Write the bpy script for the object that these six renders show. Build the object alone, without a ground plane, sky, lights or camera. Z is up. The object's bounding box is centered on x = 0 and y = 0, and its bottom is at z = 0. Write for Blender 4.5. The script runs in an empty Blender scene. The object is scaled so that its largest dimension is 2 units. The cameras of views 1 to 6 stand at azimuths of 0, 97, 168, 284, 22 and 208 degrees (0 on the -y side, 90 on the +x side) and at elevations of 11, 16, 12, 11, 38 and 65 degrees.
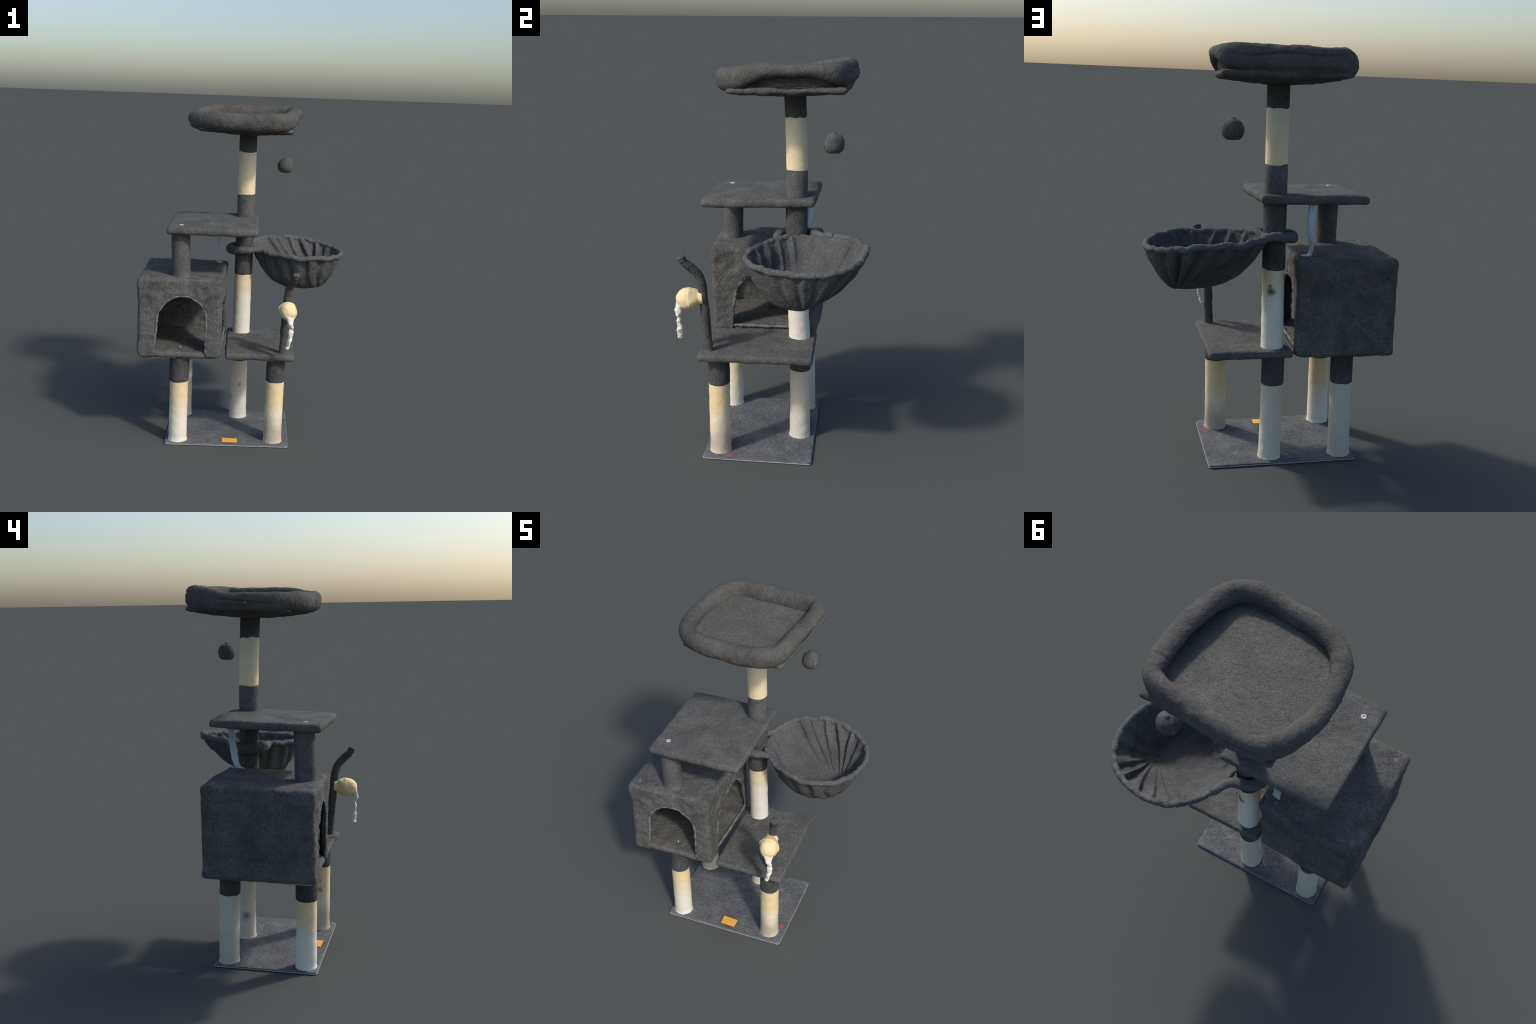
import bpy, bmesh, math, random
import numpy as np
from mathutils import Vector, noise

random.seed(7)
rng = np.random.default_rng(7)
scene = bpy.context.scene
COL = scene.collection
TAU = 2 * math.pi

# ------------------------------------------------------------------ materials
def new_mat(name):
    m = bpy.data.materials.new(name)
    m.use_nodes = True
    nt = m.node_tree
    nt.nodes.clear()
    out = nt.nodes.new("ShaderNodeOutputMaterial")
    b = nt.nodes.new("ShaderNodeBsdfPrincipled")
    nt.links.new(b.outputs[0], out.inputs[0])
    return m, nt, b

def nd(nt, kind, **kw):
    n = nt.nodes.new(kind)
    for k, v in kw.items():
        if k.startswith("i_"):
            n.inputs[k[2:].replace("_", " ")].default_value = v
        else:
            setattr(n, k, v)
    return n

def ramp(nt, fac, stops):
    r = nt.nodes.new("ShaderNodeValToRGB")
    e = r.color_ramp.elements
    while len(e) > 1:
        e.remove(e[-1])
    e[0].position, e[0].color = stops[0][0], (*stops[0][1], 1)
    for p, c in stops[1:]:
        x = e.new(p); x.color = (*c, 1)
    nt.links.new(fac, r.inputs[0])
    return r.outputs[0]

def grey(v, tint=(1, 1, 1)):
    return tuple(v * t for t in tint)

def mix(nt, mode, fac, a, b):
    n = nt.nodes.new("ShaderNodeMix")
    n.data_type = "RGBA"; n.blend_type = mode
    if isinstance(fac, (int, float)):
        n.inputs[0].default_value = fac
    else:
        nt.links.new(fac, n.inputs[0])
    for s, v in ((6, a), (7, b)):
        if isinstance(v, tuple):
            n.inputs[s].default_value = (*v, 1)
        else:
            nt.links.new(v, n.inputs[s])
    return n.outputs[2]

def plush(name, base, tint=(1, 1, 1.0), grain=0.35, patch=0.22, stretch=(1, 1, 1), bump=1.0, fur=120, tint2=None):
    """short-pile plush fabric: brushed patches, fur grain, soft bump"""
    m, nt, b = new_mat(name)
    tc = nd(nt, "ShaderNodeTexCoord")
    mp = nd(nt, "ShaderNodeMapping"); mp.inputs["Scale"].default_value = stretch
    nt.links.new(tc.outputs["Object"], mp.inputs[0])
    big = nd(nt, "ShaderNodeTexNoise", i_Scale=8.0, i_Detail=5.0, i_Roughness=0.55, i_Distortion=0.4)
    fine = nd(nt, "ShaderNodeTexNoise", i_Scale=float(fur), i_Detail=3.0, i_Roughness=0.65, i_Distortion=0.6)
    mid = nd(nt, "ShaderNodeTexNoise", i_Scale=38.0, i_Detail=3.0, i_Roughness=0.6)
    nt.links.new(tc.outputs["Object"], big.inputs["Vector"])
    nt.links.new(mp.outputs[0], fine.inputs["Vector"])
    nt.links.new(mp.outputs[0], mid.inputs["Vector"])
    t2 = tint2 or tint
    c = ramp(nt, big.outputs[0], [(0.30, grey(base * (1 - patch), tint)), (0.70, grey(base * (1 + patch), t2))])
    g = ramp(nt, fine.outputs[0], [(0.30, grey(1 - grain * .9)), (0.70, grey(1 + grain * .9))])
    g2 = ramp(nt, mid.outputs[0], [(0.30, grey(1 - grain * .28)), (0.70, grey(1 + grain * .28))])
    c = mix(nt, "MULTIPLY", 1.0, c, g)
    c = mix(nt, "MULTIPLY", 1.0, c, g2)
    nt.links.new(c, b.inputs["Base Color"])
    b.inputs["Roughness"].default_value = 0.95
    b.inputs["Specular IOR Level"].default_value = 0.12
    bp = nd(nt, "ShaderNodeBump"); bp.inputs["Strength"].default_value = bump; bp.inputs["Distance"].default_value = 0.005
    ad = nd(nt, "ShaderNodeMath", operation="MULTIPLY_ADD"); ad.inputs[1].default_value = 0.6
    nt.links.new(mid.outputs[0], ad.inputs[0]); nt.links.new(fine.outputs[0], ad.inputs[2])
    nt.links.new(ad.outputs[0], bp.inputs["Height"])
    nt.links.new(bp.outputs[0], b.inputs["Normal"])
    m["out"] = 0
    return m, nt, b, tc, c

def sisal(name, low, high, z0, z1, spots=(), mid=None):
    """rope wound round a post: warm light baked in towards one end, fine turns of rope, dark scuffs"""
    m, nt, b = new_mat(name)
    tc = nd(nt, "ShaderNodeTexCoord")
    sep = nd(nt, "ShaderNodeSeparateXYZ"); nt.links.new(tc.outputs["Object"], sep.inputs[0])
    n1 = nd(nt, "ShaderNodeTexNoise", i_Scale=9.0, i_Detail=3.0)
    nt.links.new(tc.outputs["Object"], n1.inputs["Vector"])
    mr = nd(nt, "ShaderNodeMapRange"); mr.inputs[1].default_value = z0; mr.inputs[2].default_value = z1
    nt.links.new(sep.outputs[2], mr.inputs[0])
    ad = nd(nt, "ShaderNodeMath", operation="MULTIPLY_ADD"); ad.inputs[1].default_value = 0.9; ad.inputs[2].default_value = -0.45
    nt.links.new(n1.outputs[0], ad.inputs[0])
    a2 = nd(nt, "ShaderNodeMath", operation="ADD", use_clamp=True)
    nt.links.new(mr.outputs[0], a2.inputs[0]); nt.links.new(ad.outputs[0], a2.inputs[1])
    mid = mid or tuple((a_ + b_) / 2 for a_, b_ in zip(low, high))
    c = ramp(nt, a2.outputs[0], [(0.0, low), (0.5, mid), (1.0, high)])
    n2 = nd(nt, "ShaderNodeTexNoise", i_Scale=60.0, i_Detail=4.0)
    mp = nd(nt, "ShaderNodeMapping"); mp.inputs["Scale"].default_value = (1, 1, 3)
    nt.links.new(tc.outputs["Object"], mp.inputs[0]); nt.links.new(mp.outputs[0], n2.inputs["Vector"])
    g = ramp(nt, n2.outputs[0], [(0.3, grey(0.93)), (0.7, grey(1.05))])
    c = mix(nt, "MULTIPLY", 1.0, c, g)
    for (p, r, col) in spots:
        d = nd(nt, "ShaderNodeVectorMath", operation="DISTANCE"); d.inputs[1].default_value = tuple(v_ + .0175 for v_ in p)
        wob = nd(nt, "ShaderNodeVectorMath", operation="MULTIPLY_ADD")
        wob.inputs[1].default_value = (0.035, 0.035, 0.035)
        nt.links.new(n2.outputs["Color"], wob.inputs[0]); nt.links.new(tc.outputs["Object"], wob.inputs[2])
        nt.links.new(wob.outputs[0], d.inputs[0])
        f = nd(nt, "ShaderNodeMapRange"); f.inputs[1].default_value = r * 1.6; f.inputs[2].default_value = r * 0.4
        f.inputs[3].default_value = 0; f.inputs[4].default_value = 0.92
        nt.links.new(d.outputs["Value"], f.inputs[0])
        c = mix(nt, "MIX", f.outputs[0], c, col)
    nt.links.new(c, b.inputs["Base Color"])
    b.inputs["Roughness"].default_value = 0.8
    b.inputs["Specular IOR Level"].default_value = 0.2
    w = nd(nt, "ShaderNodeTexWave", wave_type="BANDS", bands_direction="Z")
    w.inputs["Scale"].default_value = 48.0; w.inputs["Distortion"].default_value = 1.2; w.inputs["Detail"].default_value = 1.0
    nt.links.new(tc.outputs["Object"], w.inputs["Vector"])
    bp = nd(nt, "ShaderNodeBump"); bp.inputs["Strength"].default_value = 0.16; bp.inputs["Distance"].default_value = 0.002
    nt.links.new(w.outputs["Fac"], bp.inputs["Height"]); nt.links.new(bp.outputs[0], b.inputs["Normal"])
    return m

def plain(name, col, rough=0.7, var=0.08, scale=40.0, spec=0.3):
    m, nt, b = new_mat(name)
    tc = nd(nt, "ShaderNodeTexCoord")
    n = nd(nt, "ShaderNodeTexNoise", i_Scale=scale, i_Detail=4.0)
    nt.links.new(tc.outputs["Object"], n.inputs["Vector"])
    c = ramp(nt, n.outputs[0], [(0.3, grey(1 - var, col)), (0.7, grey(1 + var, col))])
    nt.links.new(c, b.inputs["Base Color"])
    b.inputs["Roughness"].default_value = rough
    b.inputs["Specular IOR Level"].default_value = spec
    return m

FAB = 0.107
M_FAB = plush("grey_plush", FAB, (1.0, 1.0, 0.96))[0]
M_HOUSE = plush("brushed_house_plush", FAB * .98, (1.0, 1.0, 0.96), grain=0.45, patch=0.28)[0]
M_SLEEVE = plush("dark_plush", FAB * 0.66, (.98, 1, 1.0), grain=0.35, stretch=(1, 1, .35))[0]
M_TRAY = plush("warm_grey_plush", FAB * .84, (1.03, 1.0, 0.93), grain=0.28, patch=.14, stretch=(1, 1, .6))[0]
M_CUSHION = plush("cushion_plush", FAB * 1.03, (1.01, 1.0, 0.91), grain=0.36, tint2=(1.04, 1.0, .91), patch=.14)[0]
M_FLOOR = plush("house_floor_plush", FAB * 1.05, (1.0, 1.0, 0.95), grain=0.35)[0]
M_BOWL = plush("hammock_plush", FAB * 0.86, (.97, 1.0, 1.0), grain=0.35, patch=0.2)[0]
M_RIM = plush("hammock_rim_plush", FAB, (.97, 1.0, 1.02), grain=0.3, patch=.15)[0]
M_STICK = plush("stick_plush", FAB * 0.74, (1.0, 1.0, 0.95), grain=.25)[0]
M_BALL = plush("ball_plush", FAB * 0.78, (1.0, 1.0, .98), grain=.4, stretch=(1, 1, .12), fur=110, bump=.3)[0]
M_SLOT_SHADE = plush("shade_darkened_plush", FAB * .42, (1, 1, .98))[0]
M_LIT_EDGE = plush("sun_lightened_edge_plush", FAB * 1.5, (.98, 1.0, .99), grain=.4)[0]  # plush lightened for the sunlit lips of doorways and floor

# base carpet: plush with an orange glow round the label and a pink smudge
M_BASE, nt, bs, tc, c = plush("base_carpet", FAB * 1.16, (.96, 1.0, 1.07), grain=0.4, stretch=(.5, 1, 1), tint2=(.98, 1.0, 1.04))
def blot(c, p, r0, r1, col, k=1.0, sq=(1, 1, 1)):
    mp = nd(nt, "ShaderNodeMapping"); mp.inputs["Scale"].default_value = sq
    nt.links.new(tc.outputs["Object"], mp.inputs[0])
    d = nd(nt, "ShaderNodeVectorMath", operation="DISTANCE")
    d.inputs[1].default_value = tuple(a * s for a, s in zip(p, sq))
    nt.links.new(mp.outputs[0], d.inputs[0])
    f = nd(nt, "ShaderNodeMapRange", interpolation_type="SMOOTHSTEP")
    f.inputs[1].default_value = r1; f.inputs[2].default_value = r0; f.inputs[3].default_value = 0; f.inputs[4].default_value = k
    nt.links.new(d.outputs["Value"], f.inputs[0])
    return mix(nt, "MIX", f.outputs[0], c, col)
c = blot(c, (0.262, -0.199, 0.012), 0.004, 0.024, (0.40, 0.085, 0.12), 0.85)
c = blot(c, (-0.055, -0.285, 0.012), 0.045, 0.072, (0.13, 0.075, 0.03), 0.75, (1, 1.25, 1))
nt.links.new(c, bs.inputs["Base Color"])

CREAM = (0.60, 0.56, 0.45)  # sisal lowered from WHITE to carry the shadow on the rear posts
WHITE = (0.75, 0.72, 0.62)
YELLOW = (0.76, 0.60, 0.34)  # sisal tinted by the warm light at the post tops
TAN = (0.47, 0.40, 0.32)  # sisal darkened with the dim light near the floor
SCUFF = (0.10, 0.10, 0.07)
STAIN = (0.22, 0.20, 0.14)
M_TRIM = plain("cut_carpet_edge", (0.30, 0.31, 0.32), .9, .25, 60)
M_LABEL = plain("orange_label", (0.80, 0.40, 0.07), .6, .06, 30)
M_SCREW = plain("screw_metal", (0.42, 0.43, 0.44), .45, .15, 80, .5)
M_SCREW2 = plain("dull_screw", (0.17, 0.175, 0.185), .6, .2, 80, .4)
M_RIBBON = plain("white_ribbon", (0.54, 0.60, 0.66), .6, .05, 30)
M_BOARD = plain("bare_board", (0.34, 0.32, 0.28), .8, .25, 14)
M_POM = plain("cream_pompom", (0.80, 0.645, 0.36), .8, .06, 25)
M_TAIL = plain("white_feather", (0.74, 0.71, 0.62), .8, .08, 40)

# ------------------------------------------------------------------ hierarchy helpers
root = bpy.data.objects.new("cat_tree", None)
COL.objects.link(root)
root["label"] = "tall grey plush cat tree with cream sisal posts"
root["category"] = "cat tree"

def make(name, verts, faces, mat, parent=root, smooth=True):
    me = bpy.data.meshes.new(name)
    me.from_pydata([tuple(v) for v in verts], [], faces)
    me.validate(); me.update()
    if smooth:
        me.polygons.foreach_set("use_smooth", [True] * len(me.polygons))
    me.materials.append(mat)
    ob = bpy.data.objects.new(name, me)
    COL.objects.link(ob)
    ob.parent = parent
    return ob

def recalc(ob):
    bm = bmesh.new(); bm.from_mesh(ob.data)
    bmesh.ops.recalc_face_normals(bm, faces=bm.faces)
    bm.to_mesh(ob.data); bm.free(); ob.data.update()

def lumps(ob, *octaves, seed=0.0, mask=None):
    """push vertices along their normals by layers of noise: (size in m, amount in m)"""
    recalc(ob)
    me = ob.data
    n = len(me.vertices)
    co = np.empty(n * 3); me.vertices.foreach_get("co", co); co = co.reshape(-1, 3)
    no = np.empty(n * 3); me.vertex_normals.foreach_get("vector", no); no = no.reshape(-1, 3)
    d = np.zeros(n)
    for size, amt in octaves:
        f = 1.0 / size
        d += amt * np.array([noise.noise((p[0] * f + seed, p[1] * f + seed * 1.7, p[2] * f - seed)) for p in co])
    if mask is not None:
        d *= np.array([mask(p) for p in co])
    co = co + no * d[:, None]
    me.vertices.foreach_set("co", co.ravel()); me.update()
    return ob

def grid_faces(nu, nv, wrap_u=True, wrap_v=False, off=0):
    f = []
    for j in range(nv if wrap_v else nv - 1):
        for i in range(nu if wrap_u else nu - 1):
            a = off + j * nu + i; b = off + j * nu + (i + 1) % nu
            j2 = (j + 1) % nv
            f.append((a, b, off + j2 * nu + (i + 1) % nu, off + j2 * nu + i))
    return f

def rings(name, ringlist, mat, parent=root, cap=True):
    """skin a list of equally long closed rings, closing both ends with a fan"""
    nu, nv = len(ringlist[0]), len(ringlist)
    v = [p for r in ringlist for p in r]
    f = grid_faces(nu, nv)
    if cap:
        for j, flip in ((0, True), (nv - 1, False)):
            c = np.mean(np.array(ringlist[j]), axis=0); k = len(v); v.append(tuple(c))
            for i in range(nu):
                a, b = j * nu + i, j * nu + (i + 1) % nu
                f.append((b, a, k) if flip else (a, b, k))
    return make(name, v, f, mat, parent)

def catmull(pts, n, closed=False):
    P = np.array(pts, float); m = len(P)
    segs = m if closed else m - 1
    out = []
    for k in range(n):
        t = k / n * segs if closed else k / (n - 1) * segs
        i = min(int(t), segs - 1); u = t - i
        if closed:
            a, b, c, d = P[(i - 1) % m], P[i % m], P[(i + 1) % m], P[(i + 2) % m]
        else:
            b, c = P[i], P[i + 1]
            a = P[i - 1] if i > 0 else 2 * b - c
            d = P[i + 2] if i + 2 < m else 2 * c - b
        out.append(0.5 * ((2 * b) + (c - a) * u + (2 * a - 5 * b + 4 * c - d) * u * u + (3 * b - a - 3 * c + d) * u ** 3))
    return np.array(out)

def tube(name, spine, radius, mat, parent=root, nu=32, n=80, closed=False, squash=(1, 1), up=(0, 0, 1)):
    """sweep a round section along a spine; radius is a function of 0..1 or a number"""
    S = catmull(spine, n, closed)
    m = len(S); R = []
    for k in range(m):
        a, b = (S[k - 1], S[(k + 1) % m]) if closed else (S[max(k - 1, 0)], S[min(k + 1, m - 1)])
        t = Vector(b - a).normalized()
        x = Vector(up).cross(t)
        if x.length < 1e-3:
            x = Vector((0, 1, 0)).cross(t)
        x.normalize(); y = t.cross(x)
        r = radius(k / (m - 1)) if callable(radius) else radius
        R.append([tuple(Vector(S[k]) + x * (r * squash[0] * math.cos(q)) + y * (r * squash[1] * math.sin(q))) for q in np.arange(nu) / nu * TAU])
    if closed:
        v = [p for r in R for p in r]
        return make(name, v, grid_faces(nu, m, True, True), mat, parent)
    return rings(name, R, mat, parent)

def rounded_rect(hx, hy, r, n):
    """n points round a rectangle with rounded corners, evenly spaced"""
    r = max(min(r, hx, hy), 1e-4)
    sx, sy, q = 2 * (hx - r), 2 * (hy - r), math.pi * r / 2
    per = 2 * sx + 2 * sy + 4 * q
    out = []
    for k in range(n):
        s = k / n * per
        for (cx, cy, a0, L, d) in ((hx - r, hy - r, 0, sx, (-1, 0)), (-hx + r, hy - r, 90, sy, (0, -1)),
                                   (-hx + r, -hy + r, 180, sx, (1, 0)), (hx - r, -hy + r, 270, sy, (0, 1))):
            if s < q:
                a = math.radians(a0) + s / r
                out.append((cx + r * math.cos(a), cy + r * math.sin(a))); break
            s -= q
            if s < L:
                a = math.radians(a0 + 90)
                out.append((cx + r * math.cos(a) + d[0] * s, cy + r * math.sin(a) + d[1] * s)); break
            s -= L
        else:
            out.append((hx, hy - r))
    return out

def slab(name, fl, fr, br, bl, thick, corner, edge, mat, parent=root, n=320, inner=34, crown=0.0, under=0.0, sag=None):
    """padded board between four top corners (x, y, z), rounded in plan and along the edge"""
    P = [np.array(p, float) for p in (fl, fr, br, bl)]
    hx = (np.linalg.norm(P[1] - P[0]) + np.linalg.norm(P[2] - P[3])) / 4
    hy = (np.linalg.norm(P[3] - P[0]) + np.linalg.norm(P[2] - P[1])) / 4
    def place(x, y, dz):
        u, v = (x / hx + 1) / 2, (y / hy + 1) / 2
        p = P[0] * (1 - u) * (1 - v) + P[1] * u * (1 - v) + P[2] * u * v + P[3] * (1 - u) * v
        w = max(0.0, (1 - (x / hx) ** 2) * (1 - (y / hy) ** 2))
        return (p[0], p[1], p[2] + dz + (crown * w if dz > -thick / 2 else -(crown if sag is None else sag) * w))
    def outline(inset, dz):
        return [place(x, y, dz) for x, y in rounded_rect(hx - inset, hy - inset, corner - inset * .8, n)]
    R = []
    base = outline(edge, 0)
    def scaled(s, dz):
        return [place(x * s, y * s, dz) for x, y in rounded_rect(hx - edge, hy - edge, corner - edge * .8, n)]
    for k in range(1, inner):
        R.append(scaled(k / inner * (1 - under / min(hx, hy)), -thick))
    arc = 9
    for k in range(arc + 1):
        a = -math.pi / 2 + math.pi * k / arc
        R.append(outline(edge * (1 - math.cos(a)) + under * max(0, -math.sin(a)) ** 2, -thick / 2 + thick / 2 * math.sin(a)))
    for k in range(inner - 1, 0, -1):
        R.append(scaled(k / inner, 0))
    ob = rings(name, R, mat, parent)
    return ob

def disc(name, p, r, h, mat, parent, normal=(0, 0, 1), n=24):
    """domed screw head with a small socket"""
    prof = [(r, -h), (r, h * .3), (r * .85, h * .8), (r * .45, h), (r * .38, h * .35)]
    q = Vector((0, 0, 1)).rotation_difference(Vector(normal))
    R = [[tuple(Vector(p) + q @ Vector((a * math.cos(t), a * math.sin(t), z))) for t in np.arange(n) / n * TAU] for a, z in prof]
    return rings(name, R, mat, parent)

# ------------------------------------------------------------------ base board
base = slab("base_board", (-.441, -.350, .012), (.294, -.341, .012), (.292, .217, .012), (-.446, .206, .012), .0095, .018, .004, M_BASE, crown=.001)
lumps(base, (.02, .0012), (.006, .0006), seed=3, mask=lambda p: 1 if p[2] > .008 else 0)
trim = slab("carpet_edge", (-.4425, -.3515, .0055), (.2955, -.3425, .0055), (.2935, .2185, .0055), (-.4475, .2075, .0055), .0055, .018, .002, M_TRIM, base, n=420, inner=3)
lumps(trim, (.02, .0012), (.008, .0008), seed=5, mask=lambda p: 1 if p[2] > .0015 else 0)
lab = slab("orange_label", (-.100, -.314, .0155), (-.010, -.315, .0155), (-.009, -.258, .0155), (-.103, -.253, .0155), .004, .005, .002, M_LABEL, base, n=80, inner=8)

# ------------------------------------------------------------------ posts
def lathe(name, spine, prof, mat, parent, nu=72, seed=0.0, lump=.0016, frill=None):
    """prof: list of (z, radius); spine(z) gives the leaning axis"""
    zs, rs = zip(*prof)
    nz = max(12, int((zs[-1] - zs[0]) / .0055))
    R = []
    for k in range(nz + 1):
        z = zs[0] + (zs[-1] - zs[0]) * k / nz
        r = float(np.interp(z, zs, rs))
        cx, cy = spine(z)
        ring = []
        for i in range(nu):
            a = i / nu * TAU
            rr = r; zz = z
            if frill and z < frill:
                w = 1 - z / frill
                rr += w * w * (.006 + .006 * noise.noise((math.cos(a) * 4 + seed, math.sin(a) * 4, seed)) + .003 * noise.noise((math.cos(a) * 11, math.sin(a) * 11, seed)))
            ring.append((cx + rr * math.cos(a), cy + rr * math.sin(a), zz))
        R.append(ring)
    ob = rings(name, R, mat, parent)
    return lumps(ob, (.045, lump), (.012, lump * .45), seed=seed)

def straight(x0, y0, z0, x1, y1, z1):
    return lambda z: (x0 + (x1 - x0) * (z - z0) / (z1 - z0), y0 + (y1 - y0) * (z - z0) / (z1 - z0))

def sleeve_prof(z0, z1, r):
    return [(z0, r - .0035), (z0 + .006, r - .0005), (z0 + .014, r), (z1, r)]

legs = [
    ("fl", straight(-.3685, -.283, 0, -.3645, -.285, .4), WHITE, YELLOW, .16, .30, .383, .0575, [], 1.3),
    ("fr", straight(.201, -.260, 0, .206, -.265, .4), TAN, YELLOW, .08, .29, .389, .0555,
     [((.150, -.270, .315), .008, STAIN), ((.150, -.268, .262), .014, STAIN)], 2.1),
    ("br", straight(-.017, .133, 0, -.019, .130, .4), (.62, .59, .49), CREAM, .10, .35, .392, .0555,
     [((-.007, .078, .24), .012, STAIN), ((-.072, .118, .152), .022, grey(.22, (1, .97, .85)))], 3.7),
    ("bl", straight(-.373, .138, 0, -.370, .127, .4), grey(.50, (1, .95, .80)), CREAM, .05, .2, .387, .0555, [], 4.9),  # low colour has floor-level shade painted in
]
for tag, sp, lo, hi, za, zb, zs, rs, spots, sd in legs:
    m = sisal("sisal_" + tag, lo, hi, za, zb, spots, (.74, .66, .48) if tag == "fr" else None)
    post = lathe("post", sp, [(.009, .0555), (.03, .0545), (.2, .0535), (zs + .01, .0535)], m, root, seed=sd, frill=.035)
    lathe("post_sleeve", sp, sleeve_prof(zs, .548, rs), M_SLEEVE, post, seed=sd + 9, lump=.0012)

# tall mast above the lower platform, in four lengths
mast = lambda z: (float(np.interp(z, [.55, .96, 1.2, 1.47, 1.72, 1.85], [-.013, -.009, -.006, -.004, -.003, -.003])),
                  float(np.interp(z, [.55, .96, 1.2, 1.47, 1.72, 1.85], [.125, .103, .101, .099, .090, .084])))
m = sisal("sisal_middle", WHITE, (.76, .64, .42), .80, .93, [((.010, .157, .862), .019, (.05, .05, .04)), ((.016, .157, .888), .008, (.06, .06, .05))])  # yellow top colour holds warm light that fell on the front
p = lathe("post", mast, [(.566, .057), (.585, .0545), (.75, .0535), (.97, .0535)], m, root, seed=6.2, lump=.0016)
lathe("post_sleeve", mast, sleeve_prof(.958, 1.292, .0550), M_SLEEVE, p, seed=7.1)
m = sisal("sisal_upper", (.78, .645, .40), (.66, .60, .44), 1.50, 1.66)  # lower half tinted yellow for the sun striking it
p = lathe("post", mast, [(1.458, .0528), (1.6, .0528), (1.725, .0528)], m, root, seed=8.2, lump=.0011)
lathe("post_sleeve", mast, [(1.30, .0545), (1.455, .0535), (1.462, .0528), (1.467, .0505)], M_FAB, p, seed=9.4)
lathe("post_sleeve", mast, sleeve_prof(1.712, 1.852, .0535), M_SLEEVE, p, seed=10.4, lump=.0007)
# short post on the house roof
lathe("post", straight(-.364, -.284, 1.0, -.370, -.277, 1.29), [(1.0, .0575), (1.02, .0548), (1.15, .0542), (1.285, .0542)], M_FAB, root, seed=11.7)

# ------------------------------------------------------------------ platforms
low = slab("platform", (-.096, -.355, .575), (.310, -.360, .575), (.304, .214, .581), (-.104, .210, .580), .038, .016, .013, M_FAB, crown=.003)
lumps(low, (.09, .004), (.03, .0018), (.008, .0008), seed=12)
up = slab("platform", (-.445, -.375, 1.309), (.074, -.379, 1.308), (.078, .196, 1.326), (-.444, .203, 1.327), .042, .016, .014, M_FAB, crown=.003)
lumps(up, (.09, .004), (.03, .0018), (.008, .0008), seed=14)
disc("screw", (-.368, -.284, 1.3125), .0135, .0035, M_SCREW, up)
slab("underside_board", (-.080, -.340, .5400), (.290, -.340, .5400), (.285, .195, .545), (-.085, .192, .545), .006, .01, .002, M_BOARD, low, n=160, inner=10)

# ------------------------------------------------------------------ house
def boolean_box(lo, hi, bevel, name):
    bm = bmesh.new()
    bmesh.ops.create_cube(bm, size=1)
    for v in bm.verts:
        for i in range(3):
            v.co[i] = lo[i] if v.co[i] < 0 else hi[i]
    if bevel:
        bmesh.ops.bevel(bm, geom=bm.edges[:], offset=bevel, segments=5, profile=.5, affect="EDGES")
    me = bpy.data.meshes.new(name); bm.to_mesh(me); bm.free()
    ob = bpy.data.objects.new(name, me); COL.objects.link(ob)
    return ob

def prism(profile, axis, a, b, name):
    """extrude a closed outline along x (axis 0) or y (axis 1)"""
    bm = bmesh.new(); lay = []
    for w in (a, b):
        lay.append([bm.verts.new((w, q, z) if axis == 0 else (q, w, z)) for q, z in profile])
    n = len(profile)
    bm.faces.new(lay[0]); bm.faces.new(lay[1][::-1])
    for i in range(n):
        bm.faces.new((lay[0][i], lay[1][i], lay[1][(i + 1) % n], lay[0][(i + 1) % n]))
    bmesh.ops.recalc_face_normals(bm, faces=bm.faces)
    me = bpy.data.meshes.new(name); bm.to_mesh(me); bm.free()
    ob = bpy.data.objects.new(name, me); COL.objects.link(ob)
    return ob

front = catmull([(-.509, .50), (-.505, .58), (-.497, .66), (-.490, .74), (-.484, .79), (-.469, .83), (-.441, .865), (-.395, .896), (-.35, .905), (-.303, .899),
                 (-.262, .875), (-.228, .839), (-.212, .80), (-.207, .735), (-.206, .645), (-.208, .57), (-.209, .50)], 70)
side = catmull([(-.249, .50), (-.246, .56), (-.239, .64), (-.228, .73), (-.208, .795), (-.165, .848), (-.105, .880), (-.045, .893), (.012, .886),
                (.058, .855), (.102, .795), (.128, .735), (.142, .66), (.150, .57), (.152, .50)], 70)
front = [(-.357 + (q + .357) * 1.03, .50 + (z - .50) * 1.015) for q, z in front]
side = [(-.048 + (q + .048) * 1.05, .50 + (z - .50) * 1.02) for q, z in side]
shell = boolean_box((-.610, -.376, .537), (-.112, .209, 1.015), .024, "house")
inner = boolean_box((-.592, -.352, .50), (-.134, .182, .990), 0, "cut_room")
cuts = [inner, prism(front, 1, -.45, -.30, "cut_front"), prism(side, 0, -.19, 0, "cut_side")]
for c_ in cuts:
    md = shell.modifiers.new("cut", "BOOLEAN"); md.operation = "DIFFERENCE"; md.object = c_; md.solver = "EXACT"
md = shell.modifiers.new("remesh", "REMESH"); md.mode = "VOXEL"; md.voxel_size = .0048
md = shell.modifiers.new("soft", "SMOOTH"); md.factor = .5; md.iterations = 10
dg = bpy.context.evaluated_depsgraph_get()
me = bpy.data.meshes.new_from_object(shell.evaluated_get(dg))
for c_ in cuts:
    bpy.data.objects.remove(c_)
shell.modifiers.clear(); shell.data = me; me.name = "house"
me.materials.clear(); me.materials.append(M_HOUSE)
me.polygons.foreach_set("use_smooth", [True] * len(me.polygons))
shell.parent = root
house = shell
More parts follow.
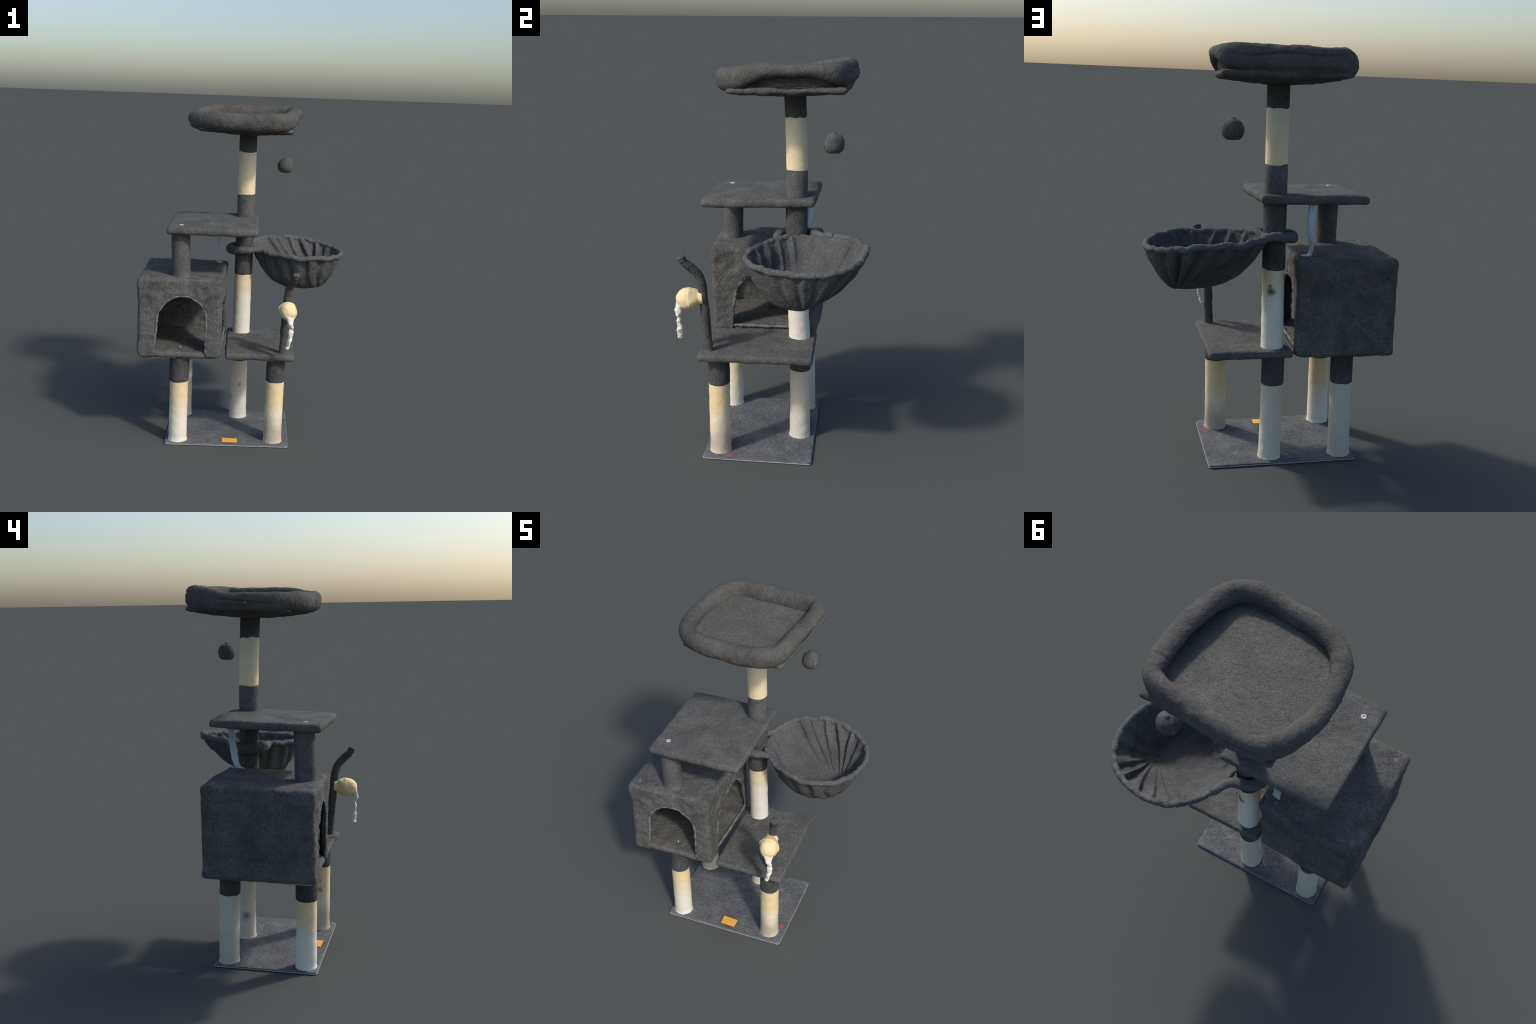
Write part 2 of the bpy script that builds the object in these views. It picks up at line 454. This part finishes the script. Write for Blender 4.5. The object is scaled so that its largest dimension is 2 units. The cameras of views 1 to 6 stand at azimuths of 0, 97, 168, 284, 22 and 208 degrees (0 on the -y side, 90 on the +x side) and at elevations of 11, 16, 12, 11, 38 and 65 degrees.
# walls pull in at mid height, the cover bulges and sags a little
n = len(me.vertices); co = np.empty(n * 3); me.vertices.foreach_get("co", co); co = co.reshape(-1, 3)
h = (co[:, 2] - .541) / .471
pull = np.sin(np.clip(h, 0, 1) * math.pi)
cx, cy = -.358, -.0855
outward = np.clip((np.abs(co[:, 1] - cy) - .2) / .07, 0, 1) * np.sign(co[:, 1] - cy)
co[:, 1] -= outward * (.006 * pull - .004 * (1 - h) ** 2)
ow = np.clip((np.abs(co[:, 0] - cx) - .17) / .07, 0, 1) * np.sign(co[:, 0] - cx)
co[:, 0] -= ow * (.005 * np.sin(np.clip(h * 1.3 - .25, 0, 1) * math.pi))
right = np.clip((co[:, 0] + .18) / .06, 0, 1)
co[:, 0] += right * (.012 * np.exp(-((h - .98) / .14) ** 2) * np.clip((co[:, 1] - .05) / .15, 0, 1))
fr_ = np.clip((co[:, 0] + .40) / .28, 0, 1) * np.clip((.0 - co[:, 1]) / .36, 0, 1)
co[:, 1] += fr_ * (.008 + .010 * (1 - h))
co[:, 0] -= fr_ * (.001 + .009 * (1 - h))
co[:, 1] -= .012 * np.clip((co[:, 0] + .35) / .25, 0, 1) * np.clip((co[:, 1] - .08) / .1, 0, 1)
back = np.clip((co[:, 1] + .365) / .56, 0, 1)
co[:, 2] += .010 * back * np.clip(h, 0, 1)
me.vertices.foreach_set("co", co.ravel()); me.update()
lumps(house, (.12, .006), (.035, .0036), (.010, .0014), seed=21)
lumps(house, (.055, .009), seed=22, mask=lambda p: math.exp(-((p[2] - .915) / .05) ** 2) if p[1] < -.33 or p[0] > -.13 else 0)
for prof, fx in ((front, lambda q, z: (q - (.012 * np.clip((q + .40) / .28, 0, 1) * (1 - (z - .54) / .47)), -.367 + .013 * np.clip((q + .40) / .28, 0, 1), z)), (side, lambda q, z: (-.121 - .008 * np.clip(-q / .3, 0, 1), q, z))):
    pts = [fx(q, z) for q, z in prof if z > .56]
    lumps(tube("arch_highlight_tube", pts, .0065, M_LIT_EDGE, house, nu=16, n=260), (.03, .006), (.010, .003), seed=24)
fl = slab("house_floor", (-.597, -.366, .576), (-.134, -.354, .574), (-.124, .192, .582), (-.597, .192, .584), .037, .02, .014, M_FLOOR, house, n=260, inner=30, crown=.001)
lumps(fl, (.06, .005), (.02, .0025), (.008, .001), seed=23)
slab("underside_board", (-.585, -.350, .5375), (-.150, -.330, .5375), (-.145, .180, .541), (-.585, .182, .541), .006, .01, .002, M_BOARD, house, n=160, inner=10)
lumps(tube("arch_highlight_tube", [(-.138, -.300, .572), (-.133, -.255, .578), (-.127, -.10, .582), (-.124, .04, .585), (-.124, .165, .588)], .0085, M_LIT_EDGE, house, nu=16, n=120), (.03, .005), (.01, .002), seed=26)
for (x, y, z) in ((-.555, -.317, 1.0095), (-.563, .152, 1.020), (-.180, .152, 1.021), (-.172, -.312, 1.0095)):
    disc("screw", (x, y, z), .010, .003, M_SCREW2, house)
disc("screw", (-.608, .136, .730), .005, .003, M_SCREW2, house, (-1, 0, 0))
disc("screw", (-.610, .053, .644), .007, .003, M_SCREW2, house, (-1, 0, 0))
disc("screw", (-.540, .198, .808), .005, .003, M_SCREW2, house, (0, 1, 0))
disc("screw", (-.361, -.290, .588), .005, .003, M_SCREW, house)

# ------------------------------------------------------------------ top perch
OUTER = [(.319, .245), (.299, .303), (.243, .344), (.13, .366), (.0, .384), (-.12, .392), (-.205, .385), (-.280, .336), (-.333, .243), (-.357, .151),
         (-.366, .06), (-.362, -.033), (-.336, -.126), (-.280, -.202), (-.195, -.250), (-.104, -.268), (-.02, -.277), (.064, -.283), (.161, -.274), (.240, -.230),
         (.284, -.14), (.304, -.05), (.320, .06), (.325, .16)]
NB = 420
W = .043
C = catmull(OUTER, NB, True)
cen = C.mean(0)
T = np.roll(C, -1, 0) - np.roll(C, 1, 0); T /= np.linalg.norm(T, axis=1)[:, None]
O = np.stack([T[:, 1], -T[:, 0]], 1)
if (O * (C - cen)).sum() < 0:
    O = -O
C = C - O * W          # middle line of the roll
def side_mask(x0, x1, v, soft):
    return 1 / (1 + math.exp(-(v - x0) / soft)) * 1 / (1 + math.exp((v - x1) / soft))
R = []
for k in range(NB):
    p = C[k]; o = O[k]
    back_w = (p[1] + .23) / .57
    sm = lambda v, lo, hi: (lambda q: q * q * (3 - 2 * q))(np.clip((v - lo) / (hi - lo), 0, 1))
    left_z = 1.955 + .040 * sm(p[1], .08, .33)
    right_z = 1.958 + .028 * sm(p[1], -.25, -.06) + .012 * sm(p[1], .15, .32)
    wx = sm(p[0], -.1, .22)
    zt = left_z * (1 - wx) + right_z * wx
    seam = math.exp(-(np.hypot(p[0] - .285, p[1] - .215) / .007) ** 2) + math.exp(-(np.hypot(p[0] + .308, p[1] + .10) / .006) ** 2)
    zt -= .007 * min(1, seam)
    gap = side_mask(-.10, .27, p[1], .045) * np.clip((p[0] - .2) / .06, 0, 1)
    zb = 1.853 + .018 * back_w + .066 * gap + .005 * gap * noise.noise((p[1] * 25, 1, 1))
    wo = W * (1 - .10 * min(1, seam)); wi = wo * .94
    ring = []
    for i in range(80):
        a = i / 80 * TAU
        ca, sa = math.cos(a), math.sin(a)
        w = wo if ca > 0 else wi
        q = p + o * (w * math.copysign(abs(ca) ** .95, ca))
        z = (zt + zb) / 2 + (zt - zb) / 2 * math.copysign(abs(sa) ** .95, sa)
        d = 0.0
        if ca > .3:   # seam crease along the back and left outside
            bk = side_mask(-.21, .22, p[0], .02) if p[1] > .25 else 0.0
            lf = side_mask(-.08, .17, p[1], .02) if p[0] < -.25 else 0.0
            zc = 1.953 + .02 * noise.noise((p[0] * 5, p[1] * 5, 2)) if bk > lf else 1.912 + .12 * (p[1] - .04)
            d = -.010 * max(bk, lf) * math.exp(-((z - zc) / .0045) ** 2)
            d -= .008 * max(bk, lf) * math.exp(-((z - 1.888) / .014) ** 2)
        q = q + o * d
        ring.append((q[0], q[1], z))
    R.append(ring)
v = [p for r in R for p in r]
bolster = make("bolster", v, grid_faces(80, NB, True, True), M_TRAY, None)
# corner gathers where the roll is stitched
def gather(p):
    return 1.0
lumps(bolster, (.10, .006), (.035, .0025), (.010, .0012), seed=31)
tray = slab("perch", (-.300, -.188, 1.874), (.254, -.214, 1.871), (.303, .345, 1.884), (-.268, .370, 1.893), .030, .02, .015, M_TRAY, n=300, inner=30, crown=.0, under=.006, sag=.026)
lumps(tray, (.08, .006), (.03, .004), (.010, .001), seed=33)
bolster.parent = tray
# cushion pad inside the roll
PADN = 200
pc = C[::3]
def floor_z(x, y, q):
    b = np.clip((y + .15) / .50, 0, 1)
    return 1.880 + .042 * b ** 1.4 + .008 * (1 - q * q)
def pad_ring(q, z=None):
    out = []
    for v_ in pc:
        x, y = cen[0] + (v_[0] - cen[0]) * q, cen[1] + (v_[1] - cen[1]) * q
        out.append((x, y, floor_z(x, y, q) if z is None else z + .02 * np.clip((v_[1] + .2) / .55, 0, 1)))
    return out
R = [pad_ring(q, 1.864) for q in (.3, .8, .99)] + [pad_ring(.99 * (1 - k / 30)) for k in range(30)]
# shade modelled as a dark lining that closes the slot between roll and base
slot_shade_band = rings("slot_shade_band", [pad_ring(.90, 1.858), pad_ring(.98, 1.858), pad_ring(1.0, 1.880), pad_ring(1.015, 1.900), pad_ring(1.01, 1.920), pad_ring(.9, 1.925)], M_SLOT_SHADE, tray, cap=False)
pad = rings("cushion", R, M_CUSHION, tray)
lumps(pad, (.10, .004), (.03, .0018), (.009, .0012), seed=35)
disc("screw", (-.364, .018, 1.905), .007, .003, M_SCREW2, tray, (-1, 0, 0))

# ------------------------------------------------------------------ hammock bowl
def rim_pt(th):
    c, s = math.cos, math.sin
    r = .2807 + .0231 * c(th) - .0222 * s(th) + .0031 * c(2 * th) - .0019 * s(2 * th) - .0039 * c(3 * th) - .0014 * s(3 * th) + .0059 * s(4 * th)
    z = 1.1226 - .0194 * c(th) + .019 * s(th) - .004 * c(2 * th) - .0015 * s(2 * th) - .0021 * s(3 * th)
    return np.array([.3 + r * c(th), .2 + r * s(th), z])
NT, NS = 420, 60
BOT = np.array([.4649, .1775, .8856])
def pleat(th, t):
    """gathered cloth: uneven folds that drift sideways as they run down"""
    near = math.exp(-((math.atan2(math.sin(th - math.pi), math.cos(th - math.pi))) / .45) ** 2)
    c_, s_ = math.cos(th), math.sin(th)
    ph = 19 * th + 1.6 * noise.noise((c_ * 1.6, s_ * 1.6, 4.2)) + 1.8 * noise.noise((c_ * 2.5, s_ * 2.5, t * 1.7 + 8)) + 1.2 * t
    a = .75 + 1.1 * noise.noise((c_ * 5.5 + 5, s_ * 5.5, 1.3 + t * .8))
    return (math.sin(ph) * .85 + .25 * math.sin(2 * ph + 1)) * max(a, .1) * (1 - .75 * near)
RM = np.array([rim_pt(k / NT * TAU) for k in range(NT)])
TH = np.arange(NT) / NT * TAU
ts = np.linspace(0, .985, NS)
PL = np.array([[pleat(a_, t_) for a_ in TH] for t_ in ts])
ang = ts[:, None] * math.pi / 2
drop = np.sin(ang) ** (1.6696 - .1367 * np.cos(TH) - .3896 * np.sin(TH))
rad = np.cos(ang) ** (.9852 + .3422 * np.cos(TH) + .5695 * np.sin(TH))
G = np.zeros((NS, NT, 3))
G[:, :, :2] = BOT[:2] + (RM[None, :, :2] - BOT[:2]) * rad[:, :, None]
G[:, :, 2] = RM[None, :, 2] + (BOT[2] - RM[None, :, 2]) * drop
nrm = np.cross(np.roll(G, -1, 1) - np.roll(G, 1, 1), np.gradient(G, axis=0))
nrm /= np.linalg.norm(nrm, axis=2)[:, :, None] + 1e-12
if nrm[NS // 2, 0, 0] < 0:
    nrm = -nrm
hang = (.45 + .55 * np.clip(ts / .2, 0, 1)) * np.clip(1 - ts * 1.08, 0, 1) ** .75
fold = .0150 * PL * hang[:, None]
outer = G + nrm * (fold - .002 * np.clip(np.sin(TH), 0, 1)[None, :] * np.sin(ts * math.pi)[:, None])[:, :, None]
fw = (np.clip(np.cos(TH + .85), 0, 1) ** 2)[None, :]
r1, r2 = np.clip(ts / .35, 0, 1)[:, None], np.clip((ts - .3) / .4, 0, 1)[:, None]
thick = .008 + .017 * r1 - .006 * r2 + .024 * fw * np.exp(-((ts[:, None] - .62) / .2) ** 2) + 0 * fw
soft = .0125 * PL * ((.4 + .6 * np.clip(ts / .2, 0, 1)) * np.clip(1 - (ts / .76) ** 2, 0, 1))[:, None]
inner_s = G + nrm * (soft - thick)[:, :, None]
R = [[tuple(p) for p in row] for row in outer[::-1]] + [[tuple(p) for p in row] for row in inner_s]
basket = rings("hammock", R, M_BOWL)
lumps(basket, (.05, .004), (.015, .0015), seed=41)
def rim_r(u):
    near = 1 - .6 * math.exp(-((u - .515) / .05) ** 2)
    return near * .0142 + .0022 * noise.noise((u * 60, 3, 1)) + .0016 * noise.noise((u * 150, 7, 2))
sp = []
for k in range(72):
    th = k / 72 * TAU; q = rim_pt(th)
    w = noise.noise((math.cos(th) * 5, math.sin(th) * 5, 9)) * .012
    sp.append((q[0], q[1], q[2] + w - .003 - .004 * math.sin(th)))
rim = tube("rim", sp, rim_r, M_RIM, basket, nu=26, n=420, closed=True, squash=(1, 1.05))
lumps(rim, (.03, .004), (.010, .0018), seed=43)
# collar that grips the mast
e0, e1 = rim_pt(math.radians(158)), rim_pt(math.radians(222))
sp = [tuple(e0), (.036, .228, 1.138), (.0, .196, 1.135), (-.05, .177, 1.127), (-.083, .140, 1.120), (-.092, .095, 1.119), (-.078, .048, 1.119),
      (-.034, .019, 1.121), (.02, .010, 1.124), (.060, .012, 1.126), tuple(e1)]
col = tube("collar", sp, lambda u: float(np.interp(u, [0, .15, .35, .5, .7, .85, 1], [.015, .021, .0255, .027, .0255, .021, .015])), M_RIM, basket, nu=26, n=140, squash=(1.1, 1.0))
lumps(col, (.04, .005), (.012, .0018), seed=45)

# ------------------------------------------------------------------ wand toy on the lower platform
stick_sp = [(.243, -.309, .565), (.243, -.313, .615), (.247, -.321, .735), (.250, -.329, .835), (.256, -.337, .916), (.263, -.346, .962), (.271, -.360, .990),
            (.280, -.380, 1.011), (.288, -.404, 1.034), (.294, -.419, 1.052), (.298, -.428, 1.068), (.301, -.433, 1.080)]
def stick_r(u):
    r = .0225 - .0010 * u
    if u < .06: r += .010 * (1 - u / .06) ** 2
    if u > .72: r += .0025 * math.sin((u - .72) * 60) * .5 - .0015
    if u > .92: r = .0215 * math.sqrt(max(.02, 1 - ((u - .92) / .0805) ** 2))
    return r
stick = tube("toy_wand", stick_sp, stick_r, M_STICK, root, nu=36, n=130)
lumps(stick, (.03, .003), (.010, .001), seed=51)
pom_sp = [(.252 + .013 * q, -.335 - .128 * q, .860 - .010 * q) for q in np.linspace(0, 1, 9)]
def pom_r(u):
    y = .335 + .128 * u
    ball = .0515 * math.sqrt(max(0, 1 - ((y - .409) / .0555) ** 2))
    stalk = .032 if y < .40 else .004
    return (ball ** 3 + stalk ** 3) ** (1 / 3) if y < .42 else max(ball, stalk)
pom = tube("pompom", pom_sp, pom_r, M_POM, stick, nu=40, n=110, up=(0, 0, 1))
lumps(pom, (.05, .008), (.02, .002), seed=54)
tail_sp = [(.268, -.440, .836), (.274, -.448, .815), (.278, -.451, .785), (.279, -.450, .752), (.278, -.448, .718), (.273, -.446, .688), (.265, -.447, .664), (.260, -.449, .643)]
def tail_r(u):
    r = float(np.interp(u, [0, .15, .35, .6, .78, .86, .9, .96, 1], [.028, .020, .0125, .0135, .0145, .013, .009, .011, .004]))
    return r + .0012 * noise.noise((u * 9, 2, 3))
tail = tube("feather_tail", tail_sp, tail_r, M_TAIL, stick, nu=28, n=120, squash=(1.15, .75))
lumps(tail, (.022, .0065), (.008, .0025), seed=58)

# ------------------------------------------------------------------ hanging ball
R = []
for k in range(1, 40):
    a = math.pi * k / 40
    r = .0505 * math.sin(a) ** .9; z = -.050 * math.cos(a)
    z = max(z, -.042 - .15 * (z + .042) * 0)
    if z > .044: r = max(r * .9, .010)
    R.append([(r * math.cos(t), r * math.sin(t), z) for t in np.arange(48) / 48 * TAU])
R.append([(.009 * math.cos(t), .009 * math.sin(t), .0512) for t in np.arange(48) / 48 * TAU])
R.append([(.005 * math.cos(t), .005 * math.sin(t), .0550) for t in np.arange(48) / 48 * TAU])
ball = rings("toy_ball", R, M_BALL)
ball.location = (.235, .289, 1.626)
lumps(ball, (.05, .0025), (.012, .0012), seed=61)

# ------------------------------------------------------------------ ribbon
# (z, centre x, centre y, half width x, half width y)
RB = [(1.290, -.173, .160, .017, -.014), (1.24, -.171, .160, .018, -.015), (1.19, -.168, .157, .017, -.015), (1.143, -.171, .147, .014, -.018), (1.098, -.179, .139, .009, -.020),
      (1.062, -.184, .130, .006, -.018), (1.036, -.180, .119, .006, -.019), (1.0275, -.172, .115, .004, -.021), (1.0265, -.158, .113, .003, -.020), (1.0265, -.142, .112, .002, -.016)]
P = catmull(RB, 60)
v = []
for k, (z, x, y, hx, hy) in enumerate(P):
    w = .86 + .12 * noise.noise((k * .3, 1, 2))
    t = P[min(k + 1, 59)] - P[max(k - 1, 0)]
    nrm = Vector((t[1], t[2], t[0])).cross(Vector((hx, hy, 0))).normalized() * .0012
    for s in (-1, 1):
        for q in ((-1, -.33, .33, 1) if s < 0 else (1, .33, -.33, -1)):
            v.append((x + hx * q * w + nrm.x * s, y + hy * q * w + nrm.y * s, z + nrm.z * s))
R = [v[i * 8:(i + 1) * 8] for i in range(60)]
rings("ribbon", R, M_RIBBON)
recalc(bpy.data.objects["ribbon"])
